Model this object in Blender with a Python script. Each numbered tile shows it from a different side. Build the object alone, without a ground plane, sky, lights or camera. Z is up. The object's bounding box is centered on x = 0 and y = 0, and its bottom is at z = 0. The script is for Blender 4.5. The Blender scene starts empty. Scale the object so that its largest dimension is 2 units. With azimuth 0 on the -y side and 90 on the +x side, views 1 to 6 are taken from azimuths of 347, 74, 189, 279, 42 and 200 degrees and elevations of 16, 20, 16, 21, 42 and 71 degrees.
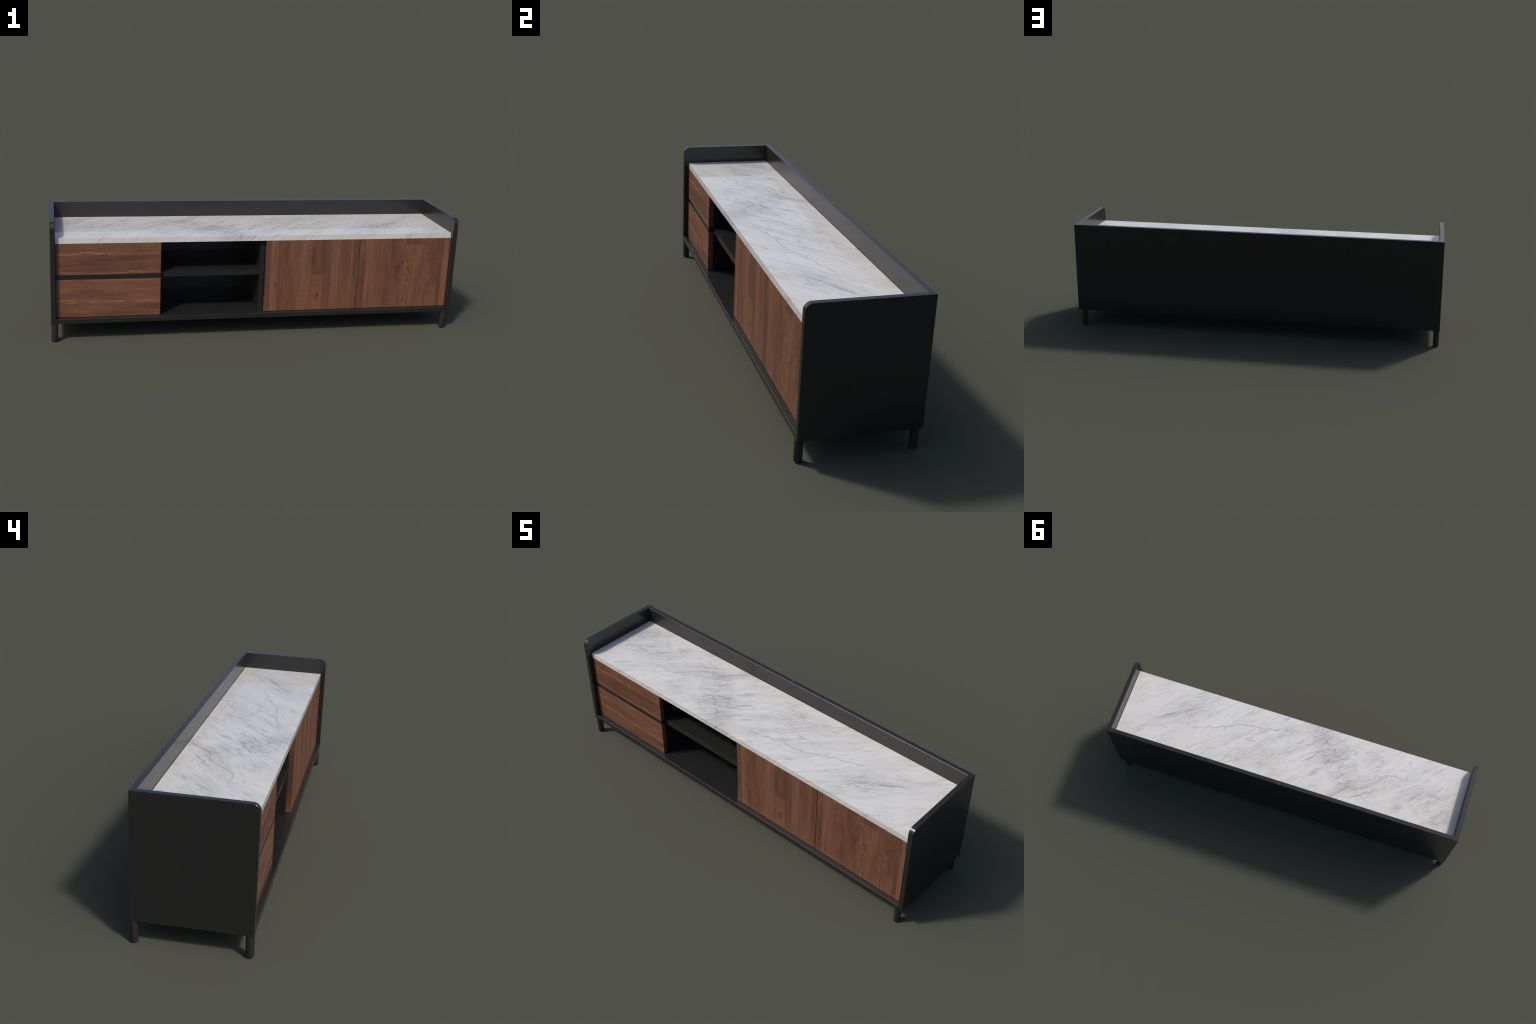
# Low media console: black lacquered carcass, marble top, walnut drawers and doors.
import bpy, bmesh, math
from mathutils import Vector

# ------------------------------------------------------------------ sizes (m)
HX, HY = 1.0, 0.2222            # half length, half depth
T = 0.0222                      # board thickness
Z_BASE, Z_FLOOR = 0.0884, 0.1111
Z_TOP = 0.5778
Z_MARBLE0, Z_MARBLE1 = 0.4740, 0.4994
Y_FACE = -0.2000                # plane of the doors and drawer fronts
Y_CELL = -0.1770                # front of the shelf and dividers
Y_INNER = Y_CELL - 0.0002       # back of the fronts
GAP = 0.0016
R_CORNER = 0.0285
LEG_R, LEG_Y = 0.0155, 0.2067
LEG_XS = (-0.9840, 0.9708)      # the pair at the door end stands a little further in


# ------------------------------------------------------------------ node kit
class Kit:
    def __init__(self, name):
        self.mat = bpy.data.materials.new(name)
        self.mat.use_nodes = True
        self.nt = self.mat.node_tree
        self.nt.nodes.clear()
        self.out = self.nt.nodes.new("ShaderNodeOutputMaterial")
        self.bsdf = self.nt.nodes.new("ShaderNodeBsdfPrincipled")
        self.nt.links.new(self.bsdf.outputs[0], self.out.inputs[0])
        tc = self.nt.nodes.new("ShaderNodeTexCoord")
        self.obj = tc.outputs["Object"]
        self.x, self.y, self.z = self.split(self.obj)

    def link(self, src, dst):
        if hasattr(src, "is_output"):
            self.nt.links.new(src, dst)
        else:
            dst.default_value = src

    def new(self, kind, **kw):
        n = self.nt.nodes.new(kind)
        for k, v in kw.items():
            setattr(n, k, v)
        return n

    def split(self, v):
        n = self.new("ShaderNodeSeparateXYZ")
        self.link(v, n.inputs[0])
        return n.outputs[0], n.outputs[1], n.outputs[2]

    def vec(self, x, y, z=0.0):
        n = self.new("ShaderNodeCombineXYZ")
        for i, s in enumerate((x, y, z)):
            self.link(s, n.inputs[i])
        return n.outputs[0]

    def m(self, op, a, b=0.0, c=0.0, clamp=False):
        n = self.new("ShaderNodeMath", operation=op, use_clamp=clamp)
        for i, s in enumerate((a, b, c)):
            self.link(s, n.inputs[i])
        return n.outputs[0]

    def add(self, a, b): return self.m("ADD", a, b)
    def sub(self, a, b): return self.m("SUBTRACT", a, b)
    def mul(self, a, b): return self.m("MULTIPLY", a, b)
    def mx(self, a, b): return self.m("MAXIMUM", a, b)
    def abs(self, a): return self.m("ABSOLUTE", a)

    def rng(self, v, a, b, c=0.0, d=1.0, smooth=True):
        n = self.new("ShaderNodeMapRange", clamp=True,
                     interpolation_type="SMOOTHSTEP" if smooth else "LINEAR")
        self.link(v, n.inputs[0])
        for i, s in enumerate((a, b, c, d)):
            self.link(s, n.inputs[i + 1])
        return n.outputs[0]

    def noise(self, v, scale, detail=3.0, rough=0.5, dist=0.0, dims="3D"):
        n = self.new("ShaderNodeTexNoise", noise_dimensions=dims)
        self.link(v, n.inputs["Vector"])
        n.inputs["Scale"].default_value = scale
        n.inputs["Detail"].default_value = detail
        n.inputs["Roughness"].default_value = rough
        n.inputs["Distortion"].default_value = dist
        return n.outputs[0]

    def curve(self, v, lo, hi, pts, vmin=0.0, vmax=1.0, soft=True):
        """value of a hand-drawn profile at position v (points: position, value)"""
        t = self.rng(v, lo, hi, smooth=False)
        n = self.new("ShaderNodeFloatCurve")
        self.link(t, n.inputs["Value"])
        c = n.mapping.curves[0]
        pts = sorted(((p - lo) / (hi - lo), (q - vmin) / (vmax - vmin)) for p, q in pts)
        while len(c.points) < len(pts):
            c.points.new(0.5, 0.5)
        for cp, p in zip(c.points, pts):
            cp.location = p
            cp.handle_type = "AUTO_CLAMPED" if soft else "VECTOR"
        n.mapping.update()
        return self.m("MULTIPLY_ADD", n.outputs[0], vmax - vmin, vmin)

    def ramp(self, v, stops, interp="LINEAR"):
        n = self.new("ShaderNodeValToRGB")
        self.link(v, n.inputs[0])
        cr = n.color_ramp
        cr.interpolation = interp
        while len(cr.elements) < len(stops):
            cr.elements.new(0.5)
        for e, (p, c) in zip(cr.elements, stops):
            e.position = p
            e.color = (c, c, c, 1) if isinstance(c, float) else (*c, 1)
        return n.outputs[0]

    def mix(self, f, a, b):
        n = self.new("ShaderNodeMix", data_type="RGBA")
        self.link(f, n.inputs[0])
        for s, i in ((a, 6), (b, 7)):
            if isinstance(s, tuple):
                s = (*s, 1.0)
            self.link(s, n.inputs[i])
        return n.outputs[2]

    def bump(self, h, strength, dist):
        n = self.new("ShaderNodeBump")
        n.inputs["Strength"].default_value = strength
        n.inputs["Distance"].default_value = dist
        self.link(h, n.inputs["Height"])
        self.nt.links.new(n.outputs[0], self.bsdf.inputs["Normal"])

    def set(self, **kw):
        for k, v in kw.items():
            s = self.bsdf.inputs[k.replace("_", " ")]
            if isinstance(v, tuple):
                v = (*v, 1.0)
            self.link(v, s)
        return self.mat


# ------------------------------------------------------------------ materials
def black_lacquer(name, bump=0.18, rough=0.22, pale_spot=False, grain=(90, 90, 6)):
    k = Kit(name)
    g = k.noise(k.vec(k.mul(k.x, grain[0]), k.mul(k.y, grain[1]), k.mul(k.z, grain[2])), 4.0, 3, 0.6)
    s = k.noise(k.obj, 60.0, 5, 0.7)
    col = k.mix(s, (0.0140, 0.0141, 0.0143), (0.0208, 0.0208, 0.0208))
    r = k.m("MULTIPLY_ADD", g, 0.06, rough - 0.03)
    if pale_spot:    # small pale spot in the middle of the rear top edge
        d = k.new("ShaderNodeVectorMath", operation="DISTANCE")
        k.link(k.obj, d.inputs[0])
        d.inputs[1].default_value = (0.0, 0.2185, Z_TOP)
        spot = k.rng(d.outputs["Value"], 0.011, 0.001)
        col = k.mix(k.mul(spot, 0.7), col, (0.09, 0.09, 0.09))
    k.bump(g, bump, 0.0006)
    return k.set(Base_Color=col, Roughness=r)


def leg_paint():
    k = Kit("textured_black_paint")
    g = k.noise(k.vec(k.x, k.y, k.mul(k.z, 0.45)), 260.0, 3, 0.6)
    s = k.noise(k.obj, 90.0, 3, 0.6)
    col = k.mix(s, (0.012, 0.012, 0.0115), (0.026, 0.0255, 0.024))
    k.bump(g, 0.9, 0.002)
    return k.set(Base_Color=col, Roughness=0.5)


def marble():
    k = Kit("white_veined_marble")
    u = k.x
    v = k.add(k.y, k.sub(k.z, Z_MARBLE1))       # unfold the front edge below the top
    p0 = k.vec(u, v)
    # wandering: a broad drift for the bedding, a finer one for the single cracks
    def wander(scale, detail, amp):
        n = k.new("ShaderNodeTexNoise", noise_dimensions="2D")
        k.link(p0, n.inputs["Vector"])
        n.inputs["Scale"].default_value = scale
        n.inputs["Detail"].default_value = detail
        n.inputs["Roughness"].default_value = 0.55
        wx, wy, _ = k.split(n.outputs["Color"])
        return (k.add(u, k.m("MULTIPLY_ADD", wx, amp, -amp / 2)), k.add(v, k.m("MULTIPLY_ADD", wy, amp, -amp / 2)))
    uu, vv = wander(24.0, 3.0, 0.028)
    ub, vb = wander(5.0, 2.0, 0.045)
    # frame along the bedding, oblique to the length
    ca, sa = math.cos(math.radians(41)), math.sin(math.radians(41))
    a = k.add(k.mul(u, ca), k.mul(v, sa))
    b = k.sub(k.mul(v, ca), k.mul(u, sa))
    aw = k.add(k.mul(ub, ca), k.mul(vb, sa))
    bw = k.sub(k.mul(vb, ca), k.mul(ub, sa))
    # the strongly veined cloud left of the middle, and weaker ones
    def patch(cu, cv, ru, rv, ang):
        c, s = math.cos(math.radians(ang)), math.sin(math.radians(ang))
        du, dv = k.sub(uu, cu), k.sub(vv, cv)
        q = k.add(k.mul(du, c), k.mul(dv, s))
        r = k.sub(k.mul(dv, c), k.mul(du, s))
        return k.rng(k.add(k.m("POWER", k.abs(k.mul(q, 1 / ru)), 2.0),
                           k.m("POWER", k.abs(k.mul(r, 1 / rv)), 2.0)), 1.0, 0.0)
    core = patch(-0.25, -0.04, 0.30, 0.115, 133)
    cloud = k.mx(core, k.mul(patch(-0.78, 0.05, 0.30, 0.16, 0), 0.55))
    cloud = k.mx(cloud, k.mul(patch(0.16, 0.09, 0.22, 0.09, 10), 0.5))
    cloud = k.mx(cloud, k.mul(patch(0.62, -0.05, 0.26, 0.06, 34), 0.35))
    cloud = k.mx(cloud, k.mul(patch(-0.48, 0.08, 0.2, 0.10, 20), 0.4))
    # wispy veining along the bedding, at three sizes; each is the crest of a stretched noise
    def crest(fa, fb, off, width, detail=3.0, rough=0.5, dist=0.0):
        n = k.noise(k.vec(k.mul(aw, fa), k.mul(bw, fb), off), 1.0, detail, rough, dist)
        return k.rng(k.abs(k.sub(n, 0.5)), width, 0.0)
    def veil(fa, fb, off, lo_, hi_):
        return k.rng(k.noise(k.vec(k.mul(aw, fa), k.mul(bw, fb), off), 1.0, 2, 0.5), lo_, hi_)
    st1 = k.noise(k.vec(k.mul(aw, 8.0), k.mul(bw, 44.0)), 1.0, 3, 0.55)
    soft = k.noise(k.vec(k.mul(aw, 3.5), k.mul(bw, 11.0), 2.0), 1.0, 4, 0.55)
    amount = veil(2.0, 5.0, 5.0, 0.38, 0.64)
    amount2 = veil(4.0, 11.0, 8.0, 0.40, 0.62)
    amount3 = veil(5.0, 16.0, 12.0, 0.38, 0.62)
    long1 = crest(2.2, 12.0, 9.1, 0.018, 4.0, 0.50)
    long2 = crest(3.6, 24.0, 4.4, 0.032, 3.0, 0.50)
    long3 = crest(6.5, 44.0, 14.4, 0.055, 2.0, 0.50)
    # web of cracks: walls of stretched, crooked cells
    web = k.new("ShaderNodeTexVoronoi", voronoi_dimensions="2D", feature="DISTANCE_TO_EDGE")
    ca2, sa2 = math.cos(math.radians(46)), math.sin(math.radians(46))
    k.link(k.vec(k.mul(k.add(k.mul(uu, ca2), k.mul(vv, sa2)), 14.0),
                 k.mul(k.sub(k.mul(vv, ca2), k.mul(uu, sa2)), 46.0)), web.inputs["Vector"])
    web.inputs["Scale"].default_value = 1.0
    wall = k.rng(web.outputs["Distance"], 0.15, 0.0)
    wall = k.mul(wall, k.rng(k.noise(k.vec(k.mul(u, 40.0), k.mul(v, 40.0), 3.0), 1.0, 3, 0.6), 0.36, 0.58, 0.15, 1.0))
    dark = k.mul(k.rng(soft, 0.40, 0.70), 0.14)
    dark = k.add(dark, k.mul(k.rng(st1, 0.48, 0.76), k.m("MULTIPLY_ADD", amount, 0.10, 0.05)))
    dark = k.add(dark, k.mul(long1, k.m("MULTIPLY_ADD", amount2, 0.23, 0.05)))
    dark = k.add(dark, k.mul(long2, k.m("MULTIPLY_ADD", amount3, 0.18, 0.02)))
    dark = k.add(dark, k.mul(long3, k.m("MULTIPLY_ADD", amount2, 0.11, 0.02)))
    dark = k.add(dark, k.mul(k.mul(wall, k.m("MULTIPLY_ADD", cloud, 0.94, 0.06)), 0.36))
    dark = k.add(dark, k.mul(k.mul(cloud, k.rng(soft, 0.30, 0.60)), 0.20))

    # individual veins: course y(x) with its darkness along x
    def vein(pts, w, amt, ends=0.02):
        lo, hi = min(p[0] for p in pts), max(p[0] for p in pts)
        f = k.curve(uu, lo, hi, pts, -0.25, 0.25)
        d = k.abs(k.sub(vv, f))
        line = k.rng(d, w, w * 0.15)
        inside = k.mul(k.rng(uu, lo - ends * .3, lo + ends), k.rng(uu, hi + ends * .3, hi - ends))
        return k.mul(k.mul(line, inside), amt)
    flick = k.rng(k.noise(k.vec(k.mul(u, 30.0), k.mul(v, 30.0), 2.0), 1.0, 3, 0.6), 0.30, 0.62, 0.8, 1.6)
    thin = [
        ([(0.586, .034), (.492, .003), (.412, -.028), (.350, -.055), (.328, -.063), (.252, -.084),
          (.173, -.088), (.118, -.104), (.056, -.116), (-.007, -.134)], .0045, .34),
        ([(.101, -.106), (-.021, -.136), (-.125, -.168), (-.211, -.157)], .005, .26),
        ([(.314, -.047), (.337, .004), (.361, .056), (.384, .084), (.421, .107), (.468, .127)], .005, .24),
        ([(.363, .096), (.286, .069), (.210, .039), (.177, .013), (.131, -.033)], .004, .24),
        ([(-.207, -.094), (-.147, -.053), (-.118, -.017), (-.071, .029)], .009, .42),
        ([(-.327, -.113), (-.319, -.075), (-.298, -.051), (-.282, -.011), (-.270, .010)], .006, .36),
        ([(-.282, .106), (-.327, .081), (-.395, .041), (-.460, .020), (-.498, -.014), (-.554, -.042),
          (-.602, -.046), (-.640, -.041)], .0045, .32),
        ([(-.244, .055), (-.262, .085), (-.282, .106)], .004, .30),
        ([(-.272, .163), (-.320, .110), (-.362, .065)], .006, .26),
        ([(-.369, .152), (-.412, .125), (-.452, .099), (-.495, .068), (-.56, .03)], .008, .34),
        ([(-.610, .075), (-.666, .035), (-.742, -.001), (-.79, -.02)], .007, .24),
        ([(-.829, .040), (-.838, .003), (-.866, -.04), (-.911, -.093)], .006, .24),
        ([(-.846, .171), (-.923, .112), (-.975, .07)], .006, .28),
        ([(-.569, -.066), (-.574, -.086), (-.614, -.144)], .005, .20),
        ([(-.706, -.131), (-.722, -.115), (-.80, -.18)], .004, .22),
        ([(.777, .088), (.698, .074)], .004, .24),
        ([(.727, -.063), (.685, -.084)], .007, .26),
        ([(.622, -.143), (.560, -.175)], .009, .24),
        ([(.932, -.012), (.869, -.049)], .006, .18),
        ([(.134, .112), (.138, .152)], .010, .22),
        ([(.100, .121), (.058, .121), (.03, .09)], .005, .22),
        ([(-.117, -.09), (-.146, -.127), (-.17, -.11)], .004, .26),
    ]
    for pts, w, amt in thin:
        dark = k.mx(dark, k.mul(vein(pts, w * 1.25, amt), flick))
    # broad smoky bands
    broad = k.add(vein([(-.440, -.215), (-.341, -.161), (-.315, -.126), (-.256, -.08), (-.194, -.008),
                        (-.172, .051), (-.126, .084)], .034, .20, .04),
                  vein([(.44, -.205), (.491, -.168), (.540, -.129), (.608, -.074), (.655, -.046),
                        (.731, .008), (.837, .071)], .021, .30, .05))
    broad = k.mul(broad, k.rng(st1, 0.38, 0.62, 0.15, 1.0))
    dark = k.add(dark, broad)
    # freckles
    vo = k.new("ShaderNodeTexVoronoi", voronoi_dimensions="2D", feature="F1")
    k.link(k.vec(k.mul(a, 19.0), k.mul(b, 27.0)), vo.inputs["Vector"])
    vo.inputs["Scale"].default_value = 1.0
    fr = k.rng(vo.outputs["Distance"], 0.16, 0.02)
    sel = k.rng(k.split(vo.outputs["Color"])[0], 0.74, 0.80)
    dark = k.mx(dark, k.mul(k.mul(fr, sel), 0.22))
    dark = k.m("MINIMUM", dark, 0.62)

    tint = k.noise(p0, 5.0, 3, 0.5, dims="2D")
    base = k.mix(tint, (0.625, 0.622, 0.616), (0.652, 0.643, 0.626))
    warm = k.rng(k.noise(k.vec(u, v, 7.0), 9.0, 2, 0.5), 0.45, 0.65)
    veinc = k.mix(warm, (0.165, 0.17, 0.17), (0.20, 0.18, 0.15))
    col = k.mix(dark, base, veinc)
    return k.set(Base_Color=col, Roughness=0.03, Specular_IOR_Level=0.5)


WOOD_D = (0.103, 0.0445, 0.0262)
WOOD_M = (0.158, 0.0690, 0.0390)
WOOD_L = (0.222, 0.1040, 0.0570)


def wood_finish(k, tone, fine_bump):
    """tone 0 dark .. 1 light walnut"""
    col = k.ramp(tone, [(0.0, (0.066, 0.0305, 0.0195)), (0.28, WOOD_D), (0.52, WOOD_M),
                        (0.80, WOOD_L), (1.0, (0.245, 0.125, 0.066))])
    k.bump(fine_bump, 0.12, 0.0004)
    return k.set(Base_Color=col, Roughness=0.5, Specular_IOR_Level=0.35)


def fibres(k, across, along, seed, lines=0.20):
    """fine fibre grain, pores, slow tone drift and faint cross figure"""
    f1 = k.noise(k.vec(k.mul(across, 260.0), k.mul(along, 9.0), seed), 1.0, 3, 0.65)
    f2 = k.noise(k.vec(k.mul(across, 620.0), k.mul(along, 40.0), seed + 3), 1.0, 2, 0.6)
    slow = k.noise(k.vec(k.mul(across, 30.0), k.mul(along, 4.5), seed + 7), 1.0, 3, 0.55)
    cross = k.noise(k.vec(k.mul(across, 35.0), k.mul(along, 260.0), seed + 11), 1.0, 2, 0.5)
    fine = k.rng(k.noise(k.vec(k.mul(across, 130.0), k.mul(along, 3.0), seed + 15), 1.0, 3, 0.6), 0.52, 0.70)
    t = k.m("MULTIPLY_ADD", f1, 0.64, -0.30)
    t = k.sub(t, k.mul(fine, lines))
    t = k.add(t, k.m("MULTIPLY_ADD", f2, 0.34, -0.17))
    t = k.add(t, k.m("MULTIPLY_ADD", slow, 0.56, -0.28))
    t = k.add(t, k.m("MULTIPLY_ADD", cross, 0.16, -0.08))
    return t, f2


def door_wood(name, lo, hi, staves, joints, figures, knots, seed):
    """vertical staves; staves: (x end, tone); joints: (x0, x1, z0, z1, tone);
    figures: (axis x at several z, half width, tone gain, rings, z0, z1)"""
    k = Kit(name)
    drift = k.noise(k.vec(k.mul(k.x, 6.0), k.mul(k.z, 5.0), seed + 20.0), 1.0, 2, 0.5)
    lean = k.mul(k.sub(k.z, 0.29), -0.006)
    x = k.add(k.add(k.x, lean), k.m("MULTIPLY_ADD", drift, 0.006, -0.003))
    t = k.rng(x, lo, hi, smooth=False)
    stops, start = [], lo
    for end, tone in staves:
        if stops:
            stops.append((max(0.0, (start + 0.0018 - lo) / (hi - lo)), tone))
        else:
            stops.append((0.0, tone))
        stops.append((min(1.0, (end - 0.0018 - lo) / (hi - lo)), tone))
        start = end
    tone = k.m("MULTIPLY_ADD", k.split(k.ramp(t, stops))[0], 0.80, 0.09)
    for x0, x1, z0, z1, val in joints:
        box = k.mul(k.mul(k.rng(x, x0, x0 + .002), k.rng(x, x1, x1 - .002)),
                    k.mul(k.rng(k.z, z0, z0 + .002), k.rng(k.z, z1, z1 - .002)))
        tone = k.add(k.mul(tone, k.sub(1.0, box)), k.mul(box, val))
    fib, f2 = fibres(k, k.x, k.z, seed)
    tone = k.add(tone, fib)
    # flame figure: contour rings of a stretched field around a wandering axis
    for i, (axis, half, gain, freq, rise, z0, z1) in enumerate(figures):
        ax = k.curve(k.z, 0.09, 0.49, [(zz, xx) for zz, xx in axis], lo - .05, hi + .05)
        d = k.sub(k.x, ax)
        ad = k.abs(d)
        fld = k.noise(k.vec(k.mul(d, 30.0), k.mul(k.z, 10.0), seed + 31.0 + i * 4.3), 1.0, 3.5, 0.55)
        rad = k.m("SQRT", k.m("MULTIPLY_ADD", d, d, 0.000018))
        ph = k.add(k.mul(fld, freq), k.add(k.mul(rad, 115.0), k.mul(k.z, rise)))
        ring = k.m("SINE", k.mul(ph, 6.283))
        ring = k.mul(k.rng(ring, -0.9, 0.6, -1.0, 1.0), k.rng(k.noise(k.vec(k.mul(d, 40.0), k.mul(k.z, 12.0), seed + 51.0), 1.0, 2, 0.5), 0.3, 0.7, 0.25, 1.0))
        mask = k.mul(k.rng(ad, half, half * 0.45), k.mul(k.rng(k.z, z0, z0 + .004), k.rng(k.z, z1, z1 - .004)))
        tone = k.add(tone, k.mul(k.mul(ring, mask), gain))
    for kx, kz, r, val in knots:
        dx, dz = k.sub(k.x, kx), k.mul(k.sub(k.z, kz), 0.55)
        q = k.m("SQRT", k.add(k.mul(dx, dx), k.mul(dz, dz)))
        q = k.add(q, k.m("MULTIPLY_ADD", k.noise(k.obj, 90.0, 2, 0.5), 0.006, -0.003))
        core = k.rng(q, r, r * 0.5 if val > 0 else 0.0)
        rim = k.mul(k.rng(q, r * 1.9, r * 1.3), k.rng(q, r * 0.8, r * 1.2)) if val > 0 else 0.0
        tone = k.add(tone, k.sub(k.mul(core, val), k.mul(rim, 0.20)))
    return wood_finish(k, tone, f2)


def drawer_wood(name, seed, streaks, bounds, darks, knots):
    """horizontal boards; streaks: (centre curve, half height, gain); bounds: (z, tone above)"""
    k = Kit(name)
    wv = k.noise(k.vec(k.mul(k.x, 11.0), k.mul(k.z, 16.0), seed), 1.0, 3, 0.5)
    z = k.add(k.z, k.m("MULTIPLY_ADD", wv, 0.012, -0.006))
    rag = k.noise(k.vec(k.mul(k.x, 26.0), k.mul(k.z, 60.0), seed + 2.0), 1.0, 4, 0.6)
    patchy = k.rng(k.noise(k.vec(k.mul(k.x, 14.0), k.mul(k.z, 120.0), seed + 9.0), 1.0, 3, 0.6), 0.32, 0.6, 0.55, 1.15)
    fib, f2 = fibres(k, k.z, k.x, seed, 0.11)
    tone = k.add(fib, 0.47)
    for zb, above, below in bounds:
        up = k.rng(k.z, zb - .001, zb + .001)
        tone = k.add(tone, k.add(k.mul(up, above), k.mul(k.sub(1.0, up), below)))
    flow = k.noise(k.vec(k.mul(k.x, 5.0), k.mul(z, 60.0), seed + 5), 1.0, 3, 0.55)
    tone = k.add(tone, k.rng(k.m("SINE", k.mul(flow, 44.0)), -1.0, 1.0, -0.05, 0.05))
    for pts, half, gain in streaks:
        lo, hi = pts[0][0], pts[-1][0]
        f = k.curve(k.x, lo, hi, pts, 0.1, 0.5)
        d = k.abs(k.sub(k.add(k.z, k.m("MULTIPLY_ADD", rag, 0.009, -0.0045)), f))
        ends = k.mul(k.rng(k.x, lo - .004, lo + .03), k.rng(k.x, hi + .004, hi - .03))
        h = k.mul(ends, half)
        tone = k.add(tone, k.mul(k.mul(k.rng(d, k.add(h, 0.0012), k.mul(h, 0.55)), k.rng(ends, 0.0, 0.25)), k.mul(patchy, gain)))
        # dark hairline above a light streak
        dd = k.abs(k.sub(k.sub(k.z, f), k.add(h, 0.003)))
        tone = k.sub(tone, k.mul(k.mul(k.rng(dd, 0.003, 0.0), ends), 0.16 * (1 if gain > 0 else 0)))
    for cx, cz, rx, rz, val in darks:
        q = k.add(k.m("POWER", k.abs(k.mul(k.sub(k.x, cx), 1 / rx)), 2.0),
                  k.m("POWER", k.abs(k.mul(k.sub(z, cz), 1 / rz)), 2.0))
        tone = k.add(tone, k.mul(k.rng(q, 1.0, 0.0), val))
    for kx, kz, r in knots:
        dx, dz = k.mul(k.sub(k.x, kx), 0.7), k.sub(k.z, kz)
        q = k.m("SQRT", k.add(k.mul(dx, dx), k.mul(dz, dz)))
        q = k.add(q, k.m("MULTIPLY_ADD", k.noise(k.obj, 60.0, 3, 0.6), 0.024, -0.012))
        ring = k.m("SINE", k.mul(q, 900.0))
        tone = k.add(tone, k.mul(k.mul(ring, k.rng(q, r, r * .2)), 0.17))
    return wood_finish(k, tone, f2)


# ------------------------------------------------------------------ geometry
ROOT = bpy.data.objects.new("media_console", None)
bpy.context.scene.collection.objects.link(ROOT)
ROOT["label"] = "low black media console with white marble top and walnut fronts"
ROOT["category"] = "tv stand"


def attach(name, mesh, mat, parent=None):
    ob = bpy.data.objects.new(name, mesh)
    bpy.context.scene.collection.objects.link(ob)
    ob.parent = parent or ROOT
    if mat and not mesh.materials:
        mesh.materials.append(mat)
    return ob


def box_mesh(name, x0, x1, y0, y1, z0, z1, bevel=0.0008, segs=2, smooth=True, along_x=False):
    bm = bmesh.new()
    bmesh.ops.create_cube(bm, size=1.0)
    for v in bm.verts:
        v.co = Vector((x0 if v.co.x < 0 else x1, y0 if v.co.y < 0 else y1, z0 if v.co.z < 0 else z1))
    if bevel:
        edges = [e for e in bm.edges if not along_x or abs(e.verts[0].co.x - e.verts[1].co.x) > 1e-4]
        bmesh.ops.bevel(bm, geom=edges, offset=bevel, segments=segs, affect="EDGES", profile=0.5)
    me = bpy.data.meshes.new(name)
    bm.to_mesh(me)
    bm.free()
    me.polygons.foreach_set("use_smooth", [smooth] * len(me.polygons))
    return me


def box(name, x0, x1, y0, y1, z0, z1, mat, bevel=0.0008, segs=2):
    ob = attach(name, box_mesh(name, x0, x1, y0, y1, z0, z1, bevel, segs, segs > 1 and bevel > 0, segs == 1), mat)
    if bevel and segs > 1:
        w = ob.modifiers.new("weighted_normals", "WEIGHTED_NORMAL")
        w.weight = 100
        w.keep_sharp = True
    return ob


def side_panel(sign, mat):
    """upright end board with the upper front corner rounded"""
    outline = [(HY, Z_BASE), (HY, Z_TOP)]
    n = 14
    for i in range(n + 1):
        a = math.pi / 2 * i / n
        outline.append((-HY + R_CORNER - R_CORNER * math.sin(a),
                        Z_TOP - R_CORNER + R_CORNER * math.cos(a)))
    outline.append((-HY, Z_BASE))
    xi, xo = sign * (HX - T), sign * HX
    bm = bmesh.new()
    f = bm.faces.new([bm.verts.new((xi, y, z)) for y, z in outline])
    r = bmesh.ops.extrude_face_region(bm, geom=[f])
    for v in r["geom"]:
        if isinstance(v, bmesh.types.BMVert):
            v.co.x = xo
    bmesh.ops.recalc_face_normals(bm, faces=bm.faces[:])
    rim = [e for e in bm.edges if abs(e.verts[0].co.x - e.verts[1].co.x) < 1e-6
           and not (e.verts[0].co.y > HY - 1e-5 and e.verts[1].co.y > HY - 1e-5)]
    bmesh.ops.bevel(bm, geom=rim, offset=0.0006, segments=1, affect="EDGES", profile=0.5)
    me = bpy.data.meshes.new("side_panel")
    bm.to_mesh(me)
    bm.free()
    me.polygons.foreach_set("use_smooth", [True] * len(me.polygons))
    me.set_sharp_from_angle(angle=math.radians(20))
    # normals bent outward on the flat rear strip to draw its bluish edge sheen
    normals = [Vector(n.vector) for n in me.corner_normals]
    for p in me.polygons:
        if p.normal.y > 0.99:
            for li in p.loop_indices:
                if abs(me.vertices[me.loops[li].vertex_index].co.x - xo) < 1e-3:
                    normals[li] = Vector((sign * 0.93, 0.36, 0.0)).normalized()
    me.normals_split_custom_set(normals)
    return attach("side_panel", me, mat)


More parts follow.
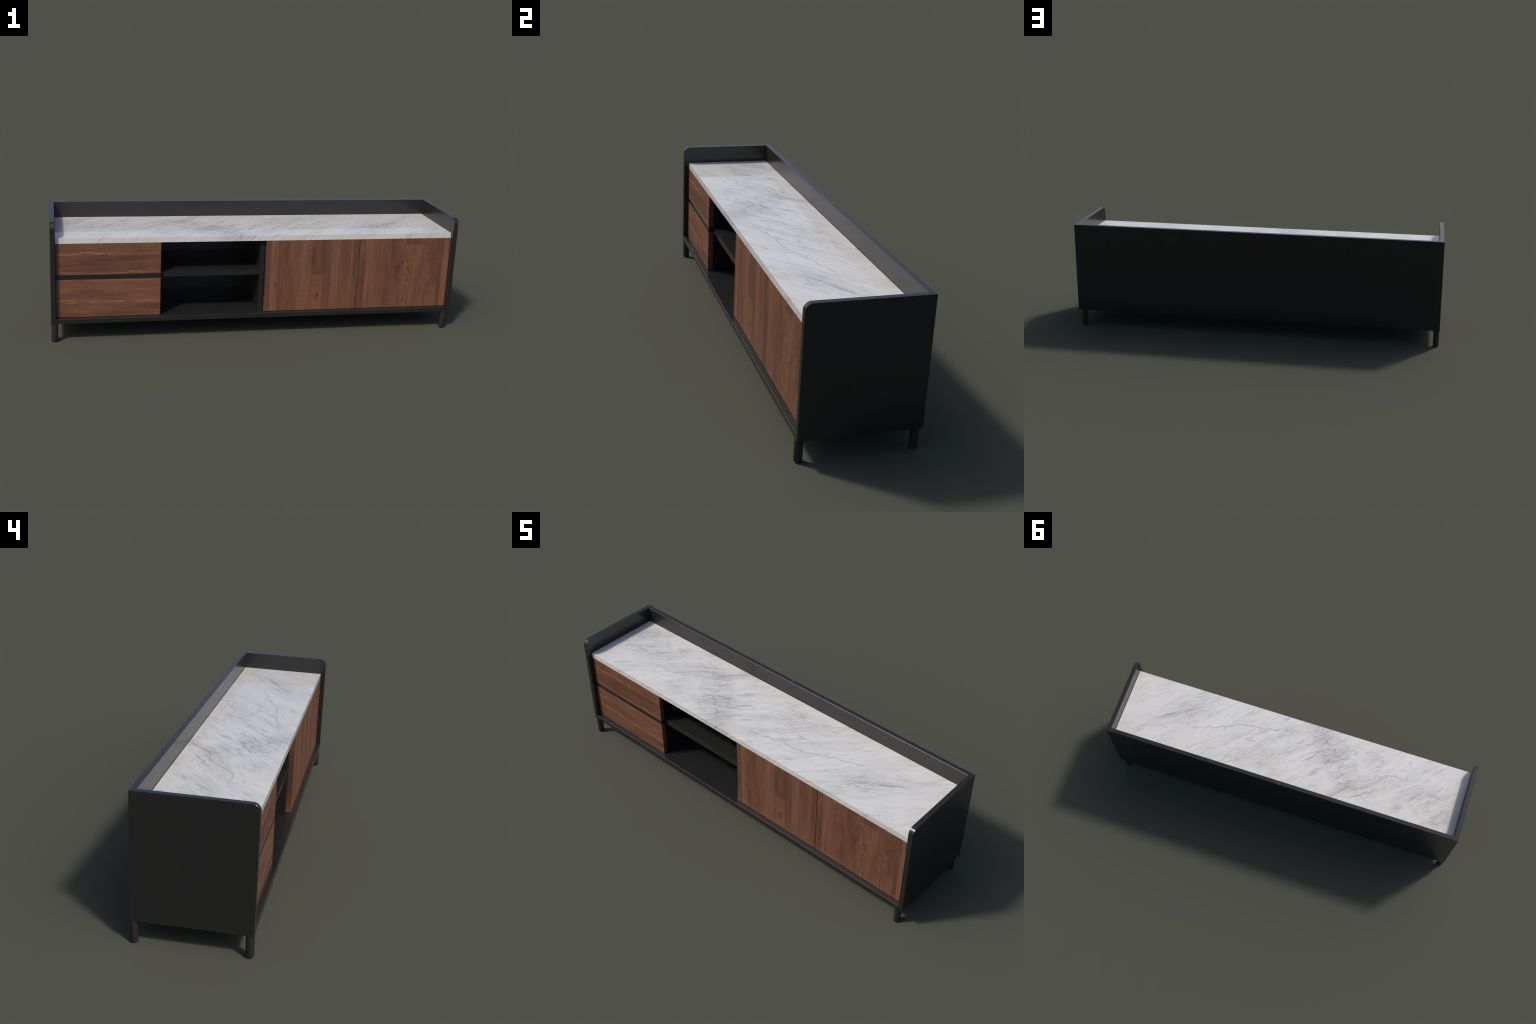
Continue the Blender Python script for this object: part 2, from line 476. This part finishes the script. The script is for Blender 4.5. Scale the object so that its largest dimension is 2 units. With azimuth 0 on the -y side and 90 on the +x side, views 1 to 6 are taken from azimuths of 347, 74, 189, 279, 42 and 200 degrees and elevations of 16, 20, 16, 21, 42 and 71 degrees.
def leg_mesh():
    """turned peg: profile revolved, softly rounded foot"""
    prof = [(0.0, 0.0), (LEG_R - 0.004, 0.0), (LEG_R - 0.0018, 0.0007), (LEG_R - 0.0005, 0.0022),
            (LEG_R, 0.0045), (LEG_R, Z_BASE + 0.001), (0.0, Z_BASE + 0.001)]
    n = 48
    bm = bmesh.new()
    rings = []
    for r, z in prof:
        if r == 0.0:
            rings.append([bm.verts.new((0, 0, z))])
        else:
            rings.append([bm.verts.new((r * math.cos(2 * math.pi * i / n), r * math.sin(2 * math.pi * i / n), z))
                          for i in range(n)])
    for a, b in zip(rings, rings[1:]):
        for i in range(n):
            j = (i + 1) % n
            vs = [a[i % len(a)], a[j % len(a)], b[j % len(b)], b[i % len(b)]]
            uniq = []
            for q in vs:
                if q not in uniq:
                    uniq.append(q)
            bm.faces.new(uniq)
    bmesh.ops.recalc_face_normals(bm, faces=bm.faces[:])
    me = bpy.data.meshes.new("leg")
    bm.to_mesh(me)
    bm.free()
    me.polygons.foreach_set("use_smooth", [True] * len(me.polygons))
    me.set_sharp_from_angle(angle=math.radians(60))
    return me


black = black_lacquer("black_lacquer")
black_back = black_lacquer("black_lacquer_back", pale_spot=True)
for s in (-1, 1):
    side_panel(s, black)
XI = HX - T
box("back_panel", -XI, XI, HY - T, HY, Z_BASE, Z_TOP, black_back, 0.0014, 1)
box("base_board", -XI, XI, -HY, HY - T, Z_BASE, Z_FLOOR, black, 0.0014, 1)
box("marble_top", -XI + GAP, XI - GAP, Y_FACE, HY - T - GAP, Z_MARBLE0, Z_MARBLE1, marble(), 0.0)

# interior boards
box("divider", -0.4889 - T, -0.4889, Y_CELL, HY - T, Z_FLOOR, Z_MARBLE0 - 0.0005, black)
box("divider", -0.0006, 0.0226, Y_CELL, HY - T, Z_FLOOR, Z_MARBLE0 - 0.0005, black)
box("shelf", -0.4889, -0.0006, Y_CELL, HY - T, 0.2962, 0.3214, black, 0.0003)
box("drawer_rail", -XI + GAP, -0.4870, Y_FACE, Y_INNER - 0.0002, 0.2990, 0.3218, black)

# fronts
upper = drawer_wood("walnut_upper_drawer", 2.0,
    streaks=[([(-.976, .420), (-.919, .421), (-.884, .424), (-.819, .431), (-.779, .425), (-.745, .425)], .0055, .34),
             ([(-.744, .425), (-.72, .423), (-.690, .418)], .0045, .30),
             ([(-.735, .433), (-.649, .424), (-.615, .422)], .003, .22),
             ([(-.570, .427), (-.488, .426)], .002, .26),
             ([(-.570, .420), (-.488, .420)], .003, .28),
             ([(-.970, .335), (-.838, .331), (-.791, .327)], .0035, .24),
             ([(-.800, .325), (-.673, .327), (-.606, .336), (-.565, .331), (-.528, .334), (-.488, .328)], .0035, .34),
             ([(-.960, .327), (-.86, .325)], .003, .20)],
    bounds=[(.4165, 0.04, -0.05)],
    darks=[(-.66, .400, .22, .020, -.16), (-.80, .37, .16, .03, -.08), (-.60, .36, .06, .02, -.08), (-.95, .44, .12, .04, -.06)],
    knots=[(-.602, .428, .022)])
lower = drawer_wood("walnut_lower_drawer", 8.0,
    streaks=[([(-.976, .193), (-.922, .198), (-.872, .196)], .004, .28),
             ([(-.935, .185), (-.910, .184), (-.872, .188)], .005, .34),
             ([(-.838, .190), (-.808, .188), (-.775, .187)], .006, .30),
             ([(-.760, .186), (-.711, .189), (-.640, .187)], .006, .32),
             ([(-.615, .196), (-.488, .195)], .002, .22),
             ([(-.615, .186), (-.55, .186), (-.488, .184)], .005, .32),
             ([(-.950, .294), (-.92, .295), (-.905, .294)], .004, .34),
             ([(-.84, .290), (-.744, .293), (-.672, .294), (-.612, .290), (-.528, .293), (-.488, .293)], .003, .28)],
    bounds=[(.1805, 0.06, -0.02)],
    darks=[(-.68, .126, .14, .010, -.20), (-.86, .225, .12, .03, -.08), (-.54, .16, .08, .016, -.16), (-.72, .21, .14, .02, -.10)],
    knots=[(-.628, .190, .016)])
box("drawer_front", -0.9765, -0.4870, Y_FACE, Y_INNER - 0.0004, 0.3222, 0.4738, upper, 0.0004)
box("drawer_front", -0.9765, -0.4870, Y_FACE, Y_INNER - 0.0004, 0.1130, 0.2986, lower, 0.0004)

left_door = door_wood("walnut_left_door", 0.0245, 0.4980,
    [(.050, .34), (.066, .72), (.083, .58), (.146, .42), (.1475, .20), (.199, .50), (.256, .62), (.320, .34), (.357, .38),
     (.397, .62), (.455, .45), (.468, .58), (.4980, .40)],
    [(.257, .320, .10, .296, .54)],
    [([(.10, .227), (.24, .228), (.29, .230), (.35, .229), (.47, .231)], .030, .19, 3.6, 34.0, .10, .48),
     ([(.10, .289), (.16, .291), (.24, .285), (.29, .282), (.47, .282)], .022, .15, 5.0, -16.0, .10, .296)],
    [(.230, .128, .0055, .30), (.077, .247, .014, -.30), (.293, .185, .016, -.34)], 4.0)
right_door = door_wood("walnut_right_door", 0.5000, 0.9765,
    [(.514, .40), (.533, .46), (.592, .60), (.640, .50), (.722, .38), (.737, .48), (.822, .54), (.855, .46), (.924, .38),
     (.945, .30), (.9765, .68)],
    [(.4996, .533, .10, .340, .36), (.738, .822, .440, .48, .36), (.866, .924, .10, .223, .52)],
    [([(.10, .703), (.156, .705), (.265, .711), (.39, .713), (.47, .708)], .030, .19, 6.0, 14.0, .10, .48),
     ([(.10, .764), (.168, .762), (.24, .757), (.37, .758), (.47, .758)], .042, .25, 6.0, -14.0, .10, .440),
     ([(.10, .875), (.24, .875), (.37, .876), (.47, .875)], .030, .23, 5.0, -12.0, .223, .48),
     ([(.10, .521), (.34, .521), (.47, .521)], .014, .26, 2.5, 8.0, .340, .48)],
    [(.875, .431, .006, .26), (.757, .241, .006, .26), (.708, .32, .016, -.30), (.716, .255, .014, -.22)], 13.0)
box("door", 0.0250, 0.4971, Y_FACE, Y_INNER - 0.0004, 0.1130, 0.4738, left_door, 0.0004)
box("door", 0.4998, 0.9765, Y_FACE, Y_INNER - 0.0004, 0.1130, 0.4738, right_door, 0.0004)

# legs
lm, lp = leg_mesh(), leg_paint()
for lx in LEG_XS:
    for sy in (-1, 1):
        ob = attach("leg", lm, lp)
        ob.location = (lx, sy * LEG_Y, 0.0)
